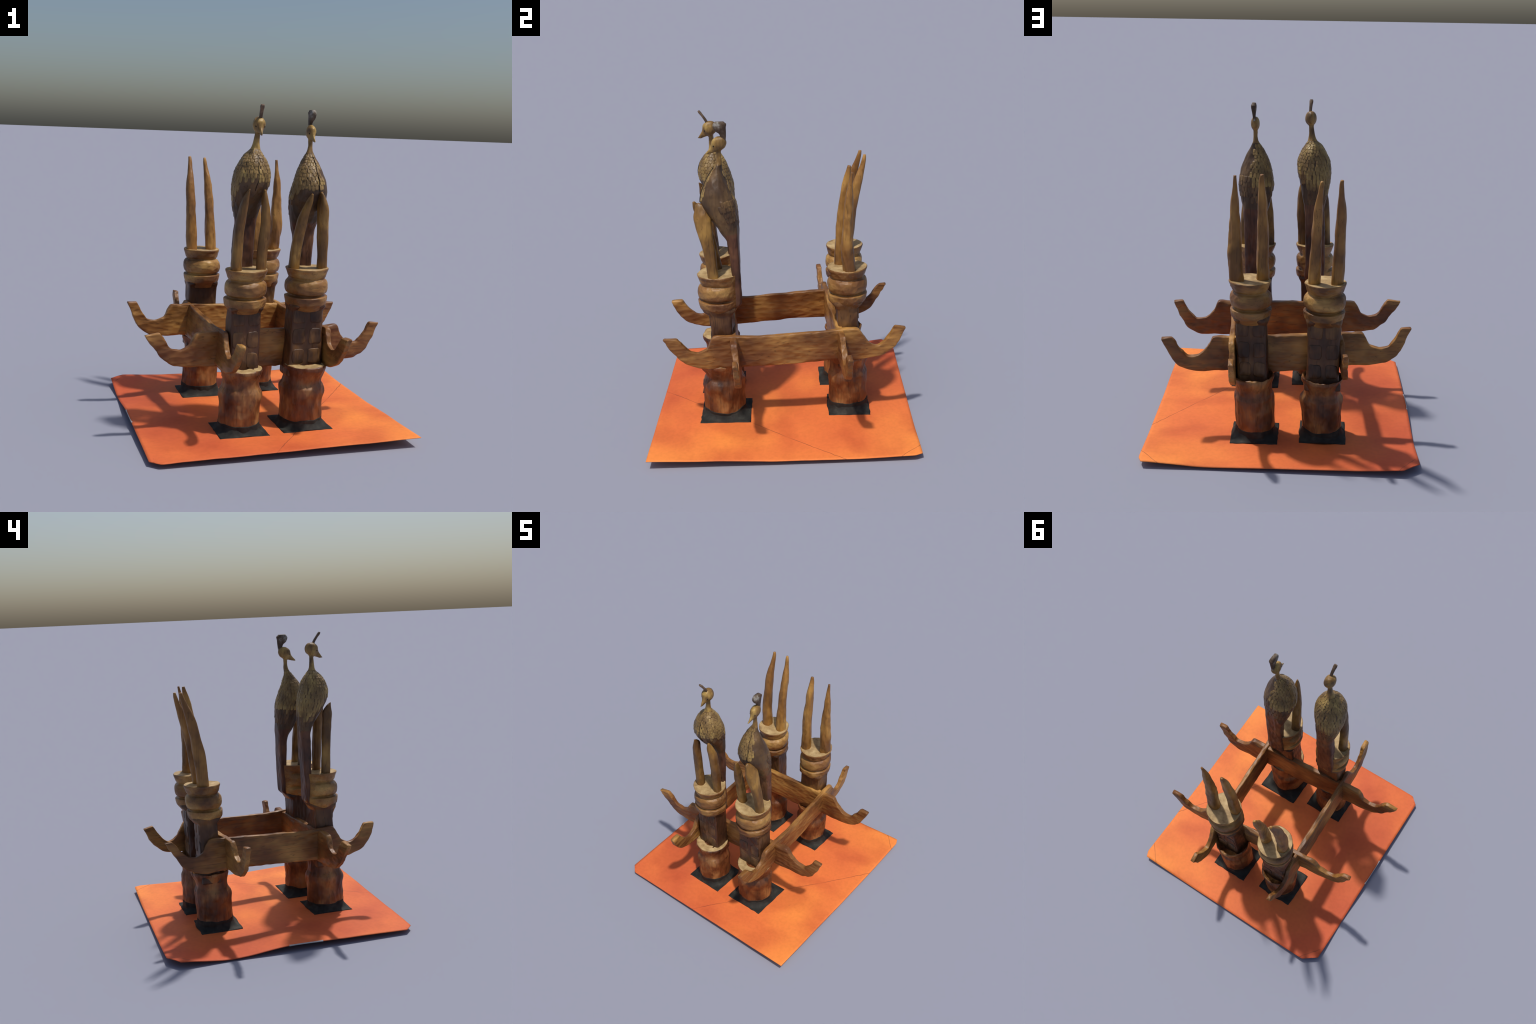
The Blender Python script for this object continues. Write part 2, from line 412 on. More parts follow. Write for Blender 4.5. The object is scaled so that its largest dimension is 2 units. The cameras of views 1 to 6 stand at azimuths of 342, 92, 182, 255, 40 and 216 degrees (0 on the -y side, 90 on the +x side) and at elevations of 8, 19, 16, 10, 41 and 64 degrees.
def build_post(p):
    root = empty('post', TOP)
    root.location = (0, 0, 0)
    n = 88
    # collar: flared rim, round bead and flat band
    zs = np.linspace(.772, 1.0325, 120)
    rr = spline([c[0] for c in COLLAR], [c[1] for c in COLLAR], zs) * p.rs
    th = np.linspace(0, 2*np.pi, n, endpoint=False)
    R = []
    for z, r in zip(zs, rr):
        rad = np.full(n, r)
        if p.bird:      # the rings die out where the bird's tail is let into the back of the collar
            k = np.clip((np.sin(th) - .45)/.3, 0, 1)
            plain_r = np.interp(z, [.772, .80, .83, 1.04], [.090, .108, .119, .119])*p.rs
            rad = rad*(1-k) + plain_r*k
        cx, cy = p.axis(z)
        R.append(np.stack([cx + rad*np.cos(th), cy + rad*np.sin(th), np.full(n, z)], 1))
    cx, cy = p.axis(1.03)
    V, F = loft(R, cap=False)
    N = get_normals(V, F)
    d = chisel(V, .0052, 17, p.seed, (1, 1, .5)) + .003*vnoise(V, 6, p.seed+2)
    V[:, 2] += .0028*vnoise(V*[1, 1, .3], 9, p.seed+3)
    V = V + N * d[:, None] * np.array([1, 1, .6])
    top = V[-n:]
    b0 = len(V)
    m = len(zs)
    # bottom closing fan inside the shaft
    V = np.vstack([V, V[:n].mean(0)])
    F = list(F) + [(b0, (j+1) % n, j) for j in range(n)]
    new_object('collar', V, F, M['collar'], root)
    # platform: pale cut top, a little uneven
    rings = []
    for k, f in enumerate((1.0, .93, .8, .6, .35, .12)):
        q = top.copy()
        c = top.mean(0)
        q = c + (q - c) * f
        q[:, 2] = q[:, 2]*f + (1-f)*1.026 + (0.0 if k == 0 else -.0025)
        rings.append(q)
    R = np.array(rings)
    V, F = loft(R, cap=False)
    V[n:, 2] += .0035 * vnoise(V[n:], 22, p.seed+7)
    V = np.vstack([V, R[-1].mean(0)])
    F += [(len(V)-1, (len(R)-1)*n + j, (len(R)-1)*n + (j+1) % n) for j in range(n)]
    new_object('platform', V, F, M['platform'], root)
    # squared shaft
    zs = np.linspace(.365, .825, 72)
    sy = (p.shaft_y[0] + p.shaft_y[1]) / 2
    hy = (p.shaft_y[1] - p.shaft_y[0]) / 2
    R = []
    for z in zs:
        ax, ay = p.axis(z)
        t = np.clip((z - .765) / .055, 0, 1); t = t*t*(3-2*t)
        flare = 1 + .10*np.clip((.45 - z)/.05, 0, 1)**2 
        R.append(ring_at(ax, sy*(1-t) + ay*t, p.hx*flare*(1-t) + .112*p.rs*t, hy*flare*(1-t) + .112*p.rs*t, z, n, 9*(1-t) + 2.2*t))
    V, F = loft(R)
    N = get_normals(V, F)
    V = V + N * (chisel(V, .0055, 15, p.seed+20, (1, 1, .5)))[:, None]
    shaft = new_object('shaft', V, F, M['shaft'], root)
    # carved panels, two columns on the outer face
    rng = np.random.default_rng(p.seed)
    yf = p.shaft_y[0] if p.out < 0 else p.shaft_y[1]
    rows = [(.738, .043), (.612, .049), (.488, .046)]
    for z0, hz in rows:
        for side in (-1, 1):
            ax = p.axis(z0)[0]
            x0 = ax + side * p.hx * .49 + rng.normal(0, .002)
            hx = p.hx * .385
            R = []
            for (s, off) in ((1.0, -.008), (1.0, -.0015), (.955, .0012), (.88, .0022), (.4, .0026), (.05, .0026)):
                th = np.linspace(0, 2*np.pi, 40, endpoint=False)
                if p.out > 0:
                    th = -th
                xx = x0 + hx*s*spow(np.cos(th), 2/4.5)
                zz = z0 + rng.normal(0, .0) + hz*s*spow(np.sin(th), 2/4.5)
                R.append(np.stack([xx, np.full(40, yf + p.out*off), zz], 1))
            V, F = loft(R, cap=True)
            V[:, 0] += .003*vnoise(V, 30, p.seed+40); V[:, 2] += .0035*vnoise(V, 26, p.seed+41)
            V[:, 1] += p.out*(chisel(V*[1, 0, 1] + [0, yf, 0], .0045, 15, p.seed+20, (1, 1, .5)) + .001)
            new_object('panel', V, F, M['panel'], root)
    # foot: cup, waist and round lower drum
    zs = np.linspace(.002, .4325, 96)
    rr = spline([c[0] for c in FOOT], [c[1] for c in FOOT], zs) * p.rs
    R = []
    for z, r in zip(zs, rr):
        ax, ay = p.axis(z)
        k = np.clip((z - .33)/.08, 0, 1)
        low = np.clip((.33 - z)/.05, 0, 1)
        r = r * (1 + (p.foot - 1)*low)
        R.append(ring_at(ax + p.cup_x*k, ay + p.out*p.cup*k, r, r*(1 + .02*k), z, n))
    # dished top of the cup
    ctr = R[-1].mean(0)
    dish = (((.955, -.002), (.91, -.012), (.87, -.024), (.6, -.032), (.2, -.034)) if p.out > 0 else
            ((.955, .0005), (.91, .0), (.87, -.001), (.6, -.002), (.2, -.002)))
    for f, dz in dish:
        q = ctr + (R[-1 if f == .955 else len(zs)-1] - ctr)*f
        q[:, 2] = .4325 + dz
        R.append(q)
    V, F = loft(R)
    N = get_normals(V, F)
    th = np.arctan2(V[:, 1]-ctr[1], V[:, 0]-ctr[0])
    Q = np.stack([np.cos(th)*.13, np.sin(th)*.13, V[:, 2]*.45], 1)
    belly = np.exp(-((V[:, 2]-.275)/.045)**2)
    rim = np.exp(-((V[:, 2]-.42)/.02)**2)
    d = chisel(V, .0085, 14, p.seed+60, (1, 1, .55)) + belly*.015*vnoise(Q, 16, p.seed+61) + rim*.006*vnoise(Q, 22, p.seed+62)
    d += .0022*vnoise(np.stack([np.cos(th)*.13, np.sin(th)*.13, V[:, 2]*.1], 1), 60, p.seed+63)
    inner = V[:, 2] > .4
    V = V + N * d[:, None]
    V[:, 2] = np.maximum(V[:, 2], .0005)
    new_object('foot', V, F, M['foot'], root)
    kb = int(np.searchsorted(zs, .100))
    Nf = get_normals(V, F)
    band = (V + Nf*.0016)[3*n:kb*n].copy()
    edge_z = .010*vnoise(np.column_stack([np.cos(th[3*n:kb*n])*.13, np.sin(th[3*n:kb*n])*.13, 0*th[3*n:kb*n]]), 15, p.seed+80)
    band[:, 2] += edge_z*np.clip((band[:, 2] - .05)/.045, 0, 1)
    m = kb - 3
    band = np.vstack([band, (V - Nf*.003)[(kb-1)*n:kb*n] + np.column_stack([np.zeros(n), np.zeros(n), edge_z[-n:]])])
    new_object('painted_band', band, loft_faces(m+1, n), M['pad'], root)
    if p.out < 0:
        rings = []
        base = V[(len(zs)-1)*n:len(zs)*n]
        c = base.mean(0)
        for k, f in enumerate((1.0, .97, .85, .7, .5)):
            q = c + (base - c)*f
            q[:, 2] = base[:, 2]*f + c[2]*(1-f) + (-.001, .0025, .003, .003, .003)[k] + (.002*vnoise(q, 30, p.seed+70) if k else 0)
            rings.append(q)
        V, F = loft(rings, cap=False)
        new_object('ledge', V, F, M['platform'], root)
    return root

def build_pad(p, x0, x1, y0, y1):
    """Square black pad that sweeps up into a band round the foot of the post."""
    n = 96
    th = np.linspace(0, 2*np.pi, n, endpoint=False)
    cx, cy = (x0+x1)/2, (y0+y1)/2
    hx, hy = (x1-x0)/2, (y1-y0)/2
    m = np.maximum(np.abs(np.cos(th)), np.abs(np.sin(th)))
    sq = np.stack([cx + hx*np.cos(th)/m, cy + hy*np.sin(th)/m], 1)
    R = []
    def blend(t, z_off, z_abs=None, r=None):
        ax, ay = p.axis(.08)
        rr = r * p.rs * p.foot
        ci = np.stack([ax + rr*np.cos(th), ay + rr*np.sin(th)], 1)
        xy = sq*(1-t) + ci*t
        z = sheet_z(xy[:, 0], xy[:, 1]) + z_off if z_abs is None else np.full(n, z_abs)
        return np.column_stack([xy, z])
    R.append(blend(0, -.002, r=.15)); R.append(blend(0, .0035, r=.15))
    R.append(blend(.3, .0045, r=.15)); R.append(blend(.6, .006, r=.15)); R.append(blend(.85, .010, r=.146))
    R.append(blend(.97, .019, r=.139)); R.append(blend(1, .032, r=.133)); R.append(blend(1, .044, r=.126))
    V, F = loft(R, cap=False)
    N = get_normals(V, F)
    V[2*n:] += (N * (.0025*vnoise(V, 26, p.seed+81))[:, None])[2*n:]
    V[:2*n, :2] += .003*np.stack([vnoise(V[:2*n]*[1, 1, 0], 30, p.seed+82), vnoise(V[:2*n]*[1, 1, 0], 30, p.seed+83)], 1)
    new_object('pad', V, F, M['pad'], TOP)

# ------------------------------------------------------------------ beams
def build_beam(name, line, T, B, thick, mat, seed, tip_thick=.034, tilt=0.0, bow=0.0):
    """Plank with an upper and a lower outline (s, z) in matching order; ends hook upward.
    line = ((x,y) at s=0, direction)."""
    (ox, oy), (dx, dy) = line
    L = math.hypot(dx, dy); dx, dy = dx/L, dy/L
    nx, ny = -dy, dx
    s0 = ox*dx + oy*dy          # outline distances are counted from the world origin
    ox, oy = ox - dx*s0, oy - dy*s0
    T = np.asarray(T, float); B = np.asarray(B, float)
    u = np.linspace(0, 1, 190)
    def arc(P):
        k = np.arange(len(P), dtype=float)
        mid = (T + B) / 2
        d = np.concatenate([[0], np.cumsum(np.linalg.norm(np.diff(mid, axis=0), axis=1))])
        d /= d[-1]
        m = np.gradient(P, d, axis=0)
        # soften tangents at sharp corners
        kx = np.clip(np.searchsorted(d, u, side='right') - 1, 0, len(d)-2)
        h = (d[kx+1]-d[kx])[:, None]; t = ((u-d[kx])[:, None])/h
        sl = (P[kx+1]-P[kx])/h
        m0, m1 = .5*m[kx]+.5*sl, .5*m[kx+1]+.5*sl
        return (2*t**3-3*t**2+1)*P[kx]+(t**3-2*t**2+t)*h*m0+(-2*t**3+3*t**2)*P[kx+1]+(t**3-t**2)*h*m1
    TT, BB = arc(T), arc(B)
    n = 64
    q = np.linspace(0, 2*np.pi, n, endpoint=False)
    a, b = spow(np.cos(q), 2/9), spow(np.sin(q), 2/7)
    R = []
    for tt, bb in zip(TT, BB):
        s0 = abs((tt[0]+bb[0])/2)
        th = tip_thick + (thick-tip_thick)*np.clip((.70 - s0)/.25, 0, 1)
        mid, half = (tt+bb)/2, (tt-bb)/2
        s = mid[0] + half[0]*a
        z = mid[1] + half[1]*a
        w = th/2*b
        R.append(np.stack([ox + dx*s + nx*w, oy + dy*s + ny*w, z], 1))
    R = np.array(R)
    # rounded end grain
    def endcap(r):
        c = r.mean(0)
        return c + (r-c)*.90
    e0 = endcap(R[0]) + (R[0].mean(0)-R[1].mean(0))*.8
    e1 = endcap(R[-1]) + (R[-1].mean(0)-R[-2].mean(0))*.8
    R = np.concatenate([e0[None], R, e1[None]])
    V, F = loft(R)
    N = get_normals(V, F)
    st = (.45, 1, 1) if abs(dx) > abs(dy) else (1, .45, 1)
    d = chisel(V, .0055, 20, seed, st) + .0012*vnoise(V*np.array(st), 60, seed+3)
    V = V + N*d[:, None]
    V[:, 2] += .0032*vnoise(V*np.array(st), 26, seed+6) + .004*vnoise(V, 7, seed+7)
    # lazy bow of the plank
    along = (V[:, 0]-ox)*dx + (V[:, 1]-oy)*dy
    side = .003*vnoise(V*[1, 1, 0], 2.2, seed+4) + bow*(1 - (along/.75)**2) + tilt*(V[:, 2] - .65)
    V[:, 0] += nx*side; V[:, 1] += ny*side
    return new_object(name, V, F, mat, TOP)

# ------------------------------------------------------------------ horns and legs
def tusk(name, pts, mat, parent, seed, n=26, m=90, power=2.4, amp=.004, twist=0.0, slim=0.0):
    """pts rows: x, y, z, half-width across x, half-depth across y."""
    C = catmull(pts, m)
    C[:, 3:] -= slim
    C[:, 3:] = np.maximum(C[:, 3:], .003)
    R = []
    th = np.linspace(0, 2*np.pi, n, endpoint=False)
    tang = np.gradient(C[:, :3], axis=0)
    for c, t in zip(C, tang):
        t = t/np.linalg.norm(t)
        ex = np.array([1, 0, 0]) - t*t[0]; ex /= np.linalg.norm(ex)
        ey = np.cross(t, ex)
        if ey[1] < 0: ey = -ey
        q = th + twist
        R.append(c[:3] + np.outer(c[3]*spow(np.cos(q), 2/power), ex) + np.outer(c[4]*spow(np.sin(q), 2/power), ey))
    R = np.array(R)
    V, F = loft(R)
    N = get_normals(V, F)
    taper = np.repeat(np.clip(C[:, 3]/.03, .3, 1), n)
    taper = np.concatenate([taper, [.3, .3]])
    d = chisel(V, amp, 20, seed, (1, 1, .35)) + .5*amp*vnoise(V*[1, 1, .12], 55, seed+2)
    V = V + N*(d*taper)[:, None]
    return new_object(name, V, F, mat, parent)

# ------------------------------------------------------------------ birds
class Bird:
    """Torso, neck and tail share one loft along z: rows z, front y, back y, centre x, half width, squareness."""
    def __init__(s, rows, head, seed):
        s.rows = np.array(rows, float)
        s.rows[:, 1] += .003; s.rows[:, 2] -= .004
        s.rows[:, 4] -= np.where(s.rows[:, 4] > .06, .004, .0)
        s.head = head
        s.seed = seed
    def prof(s, z):
        return spline(s.rows[:, 0], s.rows[:, 1:], np.atleast_1d(z))
    def surf(s, z, th):
        """th = 0 faces front (-y), +90 deg faces +x."""
        q = s.prof(z)
        yc, ry = (q[:, 0]+q[:, 1])/2, (q[:, 1]-q[:, 0])/2
        e = 2/q[:, 4]
        return np.stack([q[:, 2] + q[:, 3]*spow(np.sin(th), e), yc - ry*spow(np.cos(th), e), np.atleast_1d(z)], 1)
    def normal(s, z, th):
        h = 1e-3
        a = s.surf(z, th+h) - s.surf(z, th-h)
        b = s.surf(z+h, th) - s.surf(z-h, th)
        n = np.cross(a, b)
        return n/np.linalg.norm(n, axis=1, keepdims=True)

def remesh_join(parts, voxel, smooth_iter):
    """Union several closed meshes into one smooth skin and return its arrays."""
    V, F, o = [], [], 0
    for v, f in parts:
        V.append(v); F += [tuple(i+o for i in q) for q in f]; o += len(v)
    ob = new_object('bird_skin', np.vstack(V), F, None, None)
    md = ob.modifiers.new('r', 'REMESH'); md.mode = 'VOXEL'; md.voxel_size = voxel
    sm = ob.modifiers.new('s', 'SMOOTH'); sm.factor = .5; sm.iterations = smooth_iter
    dg = bpy.context.evaluated_depsgraph_get()
    me = bpy.data.meshes.new_from_object(ob.evaluated_get(dg))
    nv = len(me.vertices)
    buf = np.zeros(nv*3, np.float32); me.vertices.foreach_get('co', buf)
    V = buf.reshape(-1, 3).astype(float)
    F = [tuple(p.vertices) for p in me.polygons]
    bpy.data.objects.remove(ob); bpy.data.meshes.remove(me)
    return V, F

def split_regions(V, F, label_of_face, names, mats, parent):
    """One skin, several named parts: coincident borders, shared vertex normals."""
    N = get_normals(V, F)
    for k, nm in enumerate(names):
        sel = [f for f, l in zip(F, label_of_face) if l == k]
        if not sel: continue
        used = sorted({i for f in sel for i in f})
        mp = {a: b for b, a in enumerate(used)}
        ob = new_object(nm, V[used], [tuple(mp[i] for i in f) for f in sel], mats[k], parent)
        ob.data.normals_split_custom_set_from_vertices([tuple(N[i]) for i in used])

def build_bird(b, feather_zone, crack_x):
    root = empty('bird', TOP)
    z0, z1 = b.rows[-1, 0], b.rows[0, 0]
    n = 64
    th = np.linspace(0, 2*np.pi, n, endpoint=False)
    zs = np.linspace(z0, z1, 220)
    R = [b.surf(np.full(n, z), th) for z in zs]
    body = loft(R)
    # head: egg that narrows into the beak
    hb, ht = np.array(b.head['back']), np.array(b.head['tip'])
    ax = ht - hb; L = np.linalg.norm(ax); ax /= L
    ex = np.array([1., 0, 0]); ex = ex - ax*ax[0]; ex /= np.linalg.norm(ex)
    up = np.cross(ex, ax); up = up if up[2] > 0 else -up
    prof = np.array([(0, .05, .05, 0), (.03, .36, .38, 0), (.12, .70, .74, 0), (.26, .95, .98, 0), (.38, 1.0, 1.0, 0), (.50, .88, .92, -.01),
                     (.60, .62, .70, -.08), (.70, .40, .50, -.14), (.82, .27, .36, -.16), (.93, .17, .24, -.12), (1.02, .10, .12, -.06), (1.05, .04, .05, -.04)])
    tt = np.linspace(0, 1.05, 64)
    pr = spline(prof[:, 0], prof[:, 1:], tt)
    R = []
    for t, (w, h, sh) in zip(tt, pr):
        c = hb + ax*L*t + up*sh*b.head['h']
        R.append(c + np.outer(b.head['w']*w*spow(np.cos(th), .85), ex) + np.outer(b.head['h']*h*spow(np.sin(th), .85), up))
    head = loft(R)
    V, F = remesh_join([body, head], .0038, 4)
    N = get_normals(V, F)
    rough = np.where(V[:, 2] > b.head['neck_z'], .35, 1.0)
    d = chisel(V, .0050, 13, b.seed, (1, 1, .6))*rough + .0016*vnoise(V*[1, 1, .25], 60, b.seed+3)*rough
    V = V + N*d[:, None]
    cz = np.array([np.mean([V[i] for i in f], axis=0) for f in F])
    lab = np.zeros(len(F), int)
    # regions: torso 0, neck 1, head 2, tail 3
    lab[cz[:, 2] > b.head['shoulder_z']] = 1
    headcut = (cz - hb) @ up
    lab[(cz[:, 2] > b.head['neck_z'])] = 2
    lab[cz[:, 2] < b.head['tail_z']] = 3
    split_regions(V, F, lab, ['torso', 'neck', 'head', 'tail'], [M['body'], M['head'], M['head'], M['tail']], root)
    # eyes
    for s in (-1, 1):
        c = hb + ax*L*.55 + ex*s*b.head['w']*.70 + up*b.head['h']*.20
        g = []
        for ph in np.linspace(.05, np.pi-.05, 10):
            q = np.linspace(0, 2*np.pi, 14, endpoint=False)
            g.append(c + np.outer(np.cos(q)*np.sin(ph)*.0055, ax) + np.outer(np.sin(q)*np.sin(ph)*.0045, up) + ex*s*np.cos(ph)*.004)
        new_object('eye', *loft(g), M['dark'], root)
    # feathers: overlapping carved tongues in staggered rows, hugging the torso
    rng = np.random.default_rng(b.seed)
    bodyrough = lambda P: chisel(P, .0050, 13, b.seed, (1, 1, .6))
    z = b.head['feather_top']
    row = 0
    low_V, low_F, low_n = [], [], 0
    top_V, top_F, top_n = [], [], 0
    while z > 1.30:
        f = np.clip((b.head['feather_top'] - z) / .26, 0, 1)
        width = .0150 + .0075*f**.8
        length = .0195 + .022*f**1.2
        q = b.prof(z)[0]
        a, bb = q[3], (q[1]-q[0])/2
        circ = math.pi*(3*(a+bb) - math.sqrt((3*a+bb)*(a+3*bb)))
        cnt = max(7, int(round(circ/width)))
        for k in range(cnt):
            t0 = (k + .5*(row % 2))/cnt*2*np.pi + rng.normal(0, .022)
            t0 = (t0 + np.pi) % (2*np.pi) - np.pi
            zone = feather_zone(t0, z, rng)
            if not zone: continue
            zz0 = z + rng.normal(0, .0016)
            w = width*(.57 + rng.normal(0, .025)); l = length*(1.36 + rng.normal(0, .05))
            sharp = rng.uniform(.5, .8)
            na, nb = 9, 9
            A, Bv = np.meshgrid(np.linspace(-1, 1, na), np.linspace(0, 1, nb))
            A, Bv = A.ravel(), Bv.ravel()
            prof_w = np.where(Bv < .55, 1, np.maximum(1 - (np.maximum(Bv-.55, 0)/.45)**2, .0)**sharp)*(.85+.15*np.minimum(Bv*3, 1))
            skew = rng.normal(0, .15)
            lift = rng.uniform(.7, 1.25)
            zz = zz0 - l*Bv*(1 - .0*A*A)
            # local angular scale so that w is a length on the surface
            h = 1e-3
            s1 = np.linalg.norm(b.surf(np.array([zz0]), np.array([t0+h])) - b.surf(np.array([zz0]), np.array([t0-h])))/(2*h)
            dth = A*w*prof_w/max(s1, .02) + skew*w*Bv/max(s1, .02)
            P = b.surf(zz, t0 + dth)
            Nn = b.normal(zz, t0 + dth)
            edge = 1 - np.clip((np.abs(A) - .70)/.30, 0, 1)**2
            tipe = 1 - np.clip((Bv - .84)/.16, 0, 1)**2
            hgt = lift*(-.0004 + .0032*Bv**.6)*np.minimum(edge, tipe)*1.0 + .0008*edge
            hgt = np.where((np.abs(A) > .99) | (Bv > .99) | (Bv < .01), -.0045, hgt) + bodyrough(P)
            P = P + Nn*(hgt + .0008*vnoise(P, 60, b.seed+8))[:, None]
            Fc = [(i*na+j, (i+1)*na+j, (i+1)*na+j+1, i*na+j+1) for i in range(nb-1) for j in range(na-1)]
            if zone == 1 and f > .22:
                new_object('feather', P, Fc, M['feather'], root)
            elif zone == 1:
                top_F += [tuple(i + top_n for i in q) for q in Fc]
                top_V.append(P); top_n += len(P)
            else:
                low_F += [tuple(i + low_n for i in q) for q in Fc]
                low_V.append(P); low_n += len(P)
        z -= length*.80
        row += 1
    if top_V:
        small = new_object('shoulder_feathers', np.vstack(top_V), top_F, M['feather'], root)
        small['kind'] = 'stuff'
    if low_V:
        low = new_object('lower_feathers', np.vstack(low_V), low_F, M['feather_dark'], root)
        low['kind'] = 'stuff'
    # the check (drying crack) that runs down the breast
    zz = np.linspace(1.705, 1.50, 40)
    t0 = crack_x + .035*np.sin((1.7-zz)*14) + .02*np.sin((1.7-zz)*61)
    P = b.surf(zz, t0); Nn = b.normal(zz, t0)
    R = []
    for i in range(40):
        w = .0013*(1 - abs(i/39*2-1)**4) + .0003
        R.append([P[i] + np.array([-w, 0, 0]) - Nn[i]*.004, P[i] + np.array([w, 0, 0]) - Nn[i]*.004,
                  P[i] + np.array([w*.6, 0, 0]) + Nn[i]*.0052, P[i] + np.array([-w*.6, 0, 0]) + Nn[i]*.0052])
    new_object('crack', *loft(R), M['dark'], root)
    return root

# ------------------------------------------------------------------ assembly
def main():
    global TOP
    build_materials()
    TOP = empty('carved_wooden_gate_model')
    TOP['label'] = 'carved brown wooden frame with two birds on an orange sheet'
    TOP['category'] = 'wood carving'
    build_sheet()

    FL = Post((-.205, -.418), (-.185, -.410), 1.0, (-.470, -.338), .094, -1, 11, .012, 1.0, True)
    FR = Post((.203, -.390), (.214, -.376), 1.065, (-.440, -.300), .106, -1, 23, .014, .98, True)
    BL = Post((-.253, .412), (-.249, .450), .985, (.375, .502), .098, 1, 37, .006, .97)
    BR = Post((.158, .425), (.190, .438), .995, (.368, .500), .092, 1, 51, .006, .96)
    FR.cup_x = .014
    for p, pad in ((FL, (-.358, -.050, -.568, -.280)), (FR, (.046, .366, -.546, -.218)),
                   (BL, (-.402, -.120, .250, .535)), (BR, (.012, .300, .292, .566))):
        build_post(p)
        build_pad(p, *pad)

    # beams: (s, z) outlines, end to end
    build_beam('beam', ((0, -.325), (1, .08)),
        [(-.717, .648), (-.682, .59), (-.647, .553), (-.590, .538), (-.535, .567), (-.495, .640), (-.40, .645), (-.05, .642), (.2, .642), (.36, .640), (.437, .642), (.470, .575), (.525, .528), (.590, .523), (.632, .562), (.676, .641)],
        [(-.815, .640), (-.765, .575), (-.715, .505), (-.632, .444), (-.53, .432), (-.46, .430), (-.40, .430), (-.05, .405), (.2, .405), (.36, .414), (.43, .412), (.50, .410), (.585, .423), (.655, .466), (.703, .545), (.742, .634)],
        .041, M['beam_x'], 101, tilt=-.06)
    build_beam('beam', ((0, .352), (1, .088)),
        [(-.688, .692), (-.656, .628), (-.622, .587), (-.565, .572), (-.507, .596), (-.460, .674), (-.38, .676), (-.1, .664), (.1, .657), (.35, .648), (.452, .643), (.487, .582), (.535, .530), (.605, .526), (.645, .560), (.692, .640)],
        [(-.755, .696), (-.722, .612), (-.690, .545), (-.612, .478), (-.53, .469), (-.46, .464), (-.38, .459), (-.1, .425), (.1, .418), (.35, .436), (.45, .432), (.51, .429), (.575, .432), (.660, .463), (.705, .52), (.760, .630)],
        .041, M['beam_x'], 131)
    build_beam('beam', ((-.335, 0), (-.052, 1)),
        [(-.671, .644), (-.620, .575), (-.585, .545), (-.542, .534), (-.485, .565), (-.437, .650), (-.33, .653), (-.1, .657), (.13, .663), (.34, .669), (.470, .669), (.515, .597), (.560, .573), (.605, .576), (.650, .608), (.708, .682)],
        [(-.747, .641), (-.725, .570), (-.665, .490), (-.55, .440), (-.47, .434), (-.40, .432), (-.30, .431), (-.1, .450), (.13, .456), (.34, .454), (.44, .452), (.50, .454), (.565, .464), (.655, .508), (.712, .595), (.762, .683)],
        .035, M['beam_y'], 151, tilt=-.09)
    build_beam('beam', ((.318, 0), (-.058, 1)),
        [(-.665, .645), (-.618, .588), (-.583, .560), (-.545, .548), (-.487, .570), (-.442, .655), (-.33, .642), (-.1, .640), (.13, .642), (.37, .650), (.476, .650), (.530, .567), (.565, .533), (.600, .521), (.650, .555), (.704, .647)],
        [(-.755, .650), (-.725, .585), (-.630, .472), (-.55, .440), (-.48, .426), (-.41, .428), (-.30, .428), (-.1, .430), (.13, .434), (.35, .444), (.43, .434), (.49, .432), (.575, .440), (.650, .460), (.712, .51), (.780, .632)],
        .035, M['beam_y'], 171, tilt=-.06, bow=-.010)

    # horns on the back posts
    tusk('horn', [(-.319, .452, 1.00, .037, .040), (-.320, .456, 1.06, .037, .040), (-.324, .468, 1.20, .035, .039), (-.326, .481, 1.30, .032, .037), (-.326, .500, 1.40, .029, .033), (-.325, .523, 1.50, .024, .028), (-.323, .551, 1.58, .017, .019), (-.322, .568, 1.635, .0125, .0125), (-.324, .573, 1.657, .0095, .009)], M['horn'], TOP, 201, amp=.0045)
    tusk('horn', [(-.183, .458, 1.00, .037, .040), (-.184, .466, 1.06, .037, .039), (-.189, .484, 1.20, .034, .037), (-.191, .500, 1.30, .032, .034), (-.195, .524, 1.40, .027, .030), (-.199, .552, 1.50, .022, .025), (-.206, .578, 1.58, .015, .017), (-.211, .590, 1.63, .0115, .0115), (-.213, .593, 1.651, .008, .008)], M['horn'], TOP, 211, amp=.0045)
    tusk('horn', [(.268, .450, 1.00, .038, .036), (.273, .446, 1.06, .039, .037), (.280, .439, 1.18, .041, .038), (.281, .441, 1.30, .037, .033), (.281, .447, 1.40, .030, .029), (.281, .454, 1.50, .024, .024), (.278, .463, 1.58, .016, .015), (.276, .471, 1.63, .0120, .0120), (.276, .475, 1.653, .0095, .009)], M['horn'], TOP, 221, amp=.008)
    tusk('horn', [(.119, .400, 1.00, .036, .038), (.120, .404, 1.06, .036, .037), (.121, .410, 1.20, .034, .036), (.121, .416, 1.30, .032, .034), (.122, .427, 1.40, .030, .032), (.122, .440, 1.50, .027, .028), (.125, .452, 1.58, .019, .019), (.126, .463, 1.63, .0135, .0130), (.125, .468, 1.659, .0095, .009)], M['horn'], TOP, 231, amp=.006)

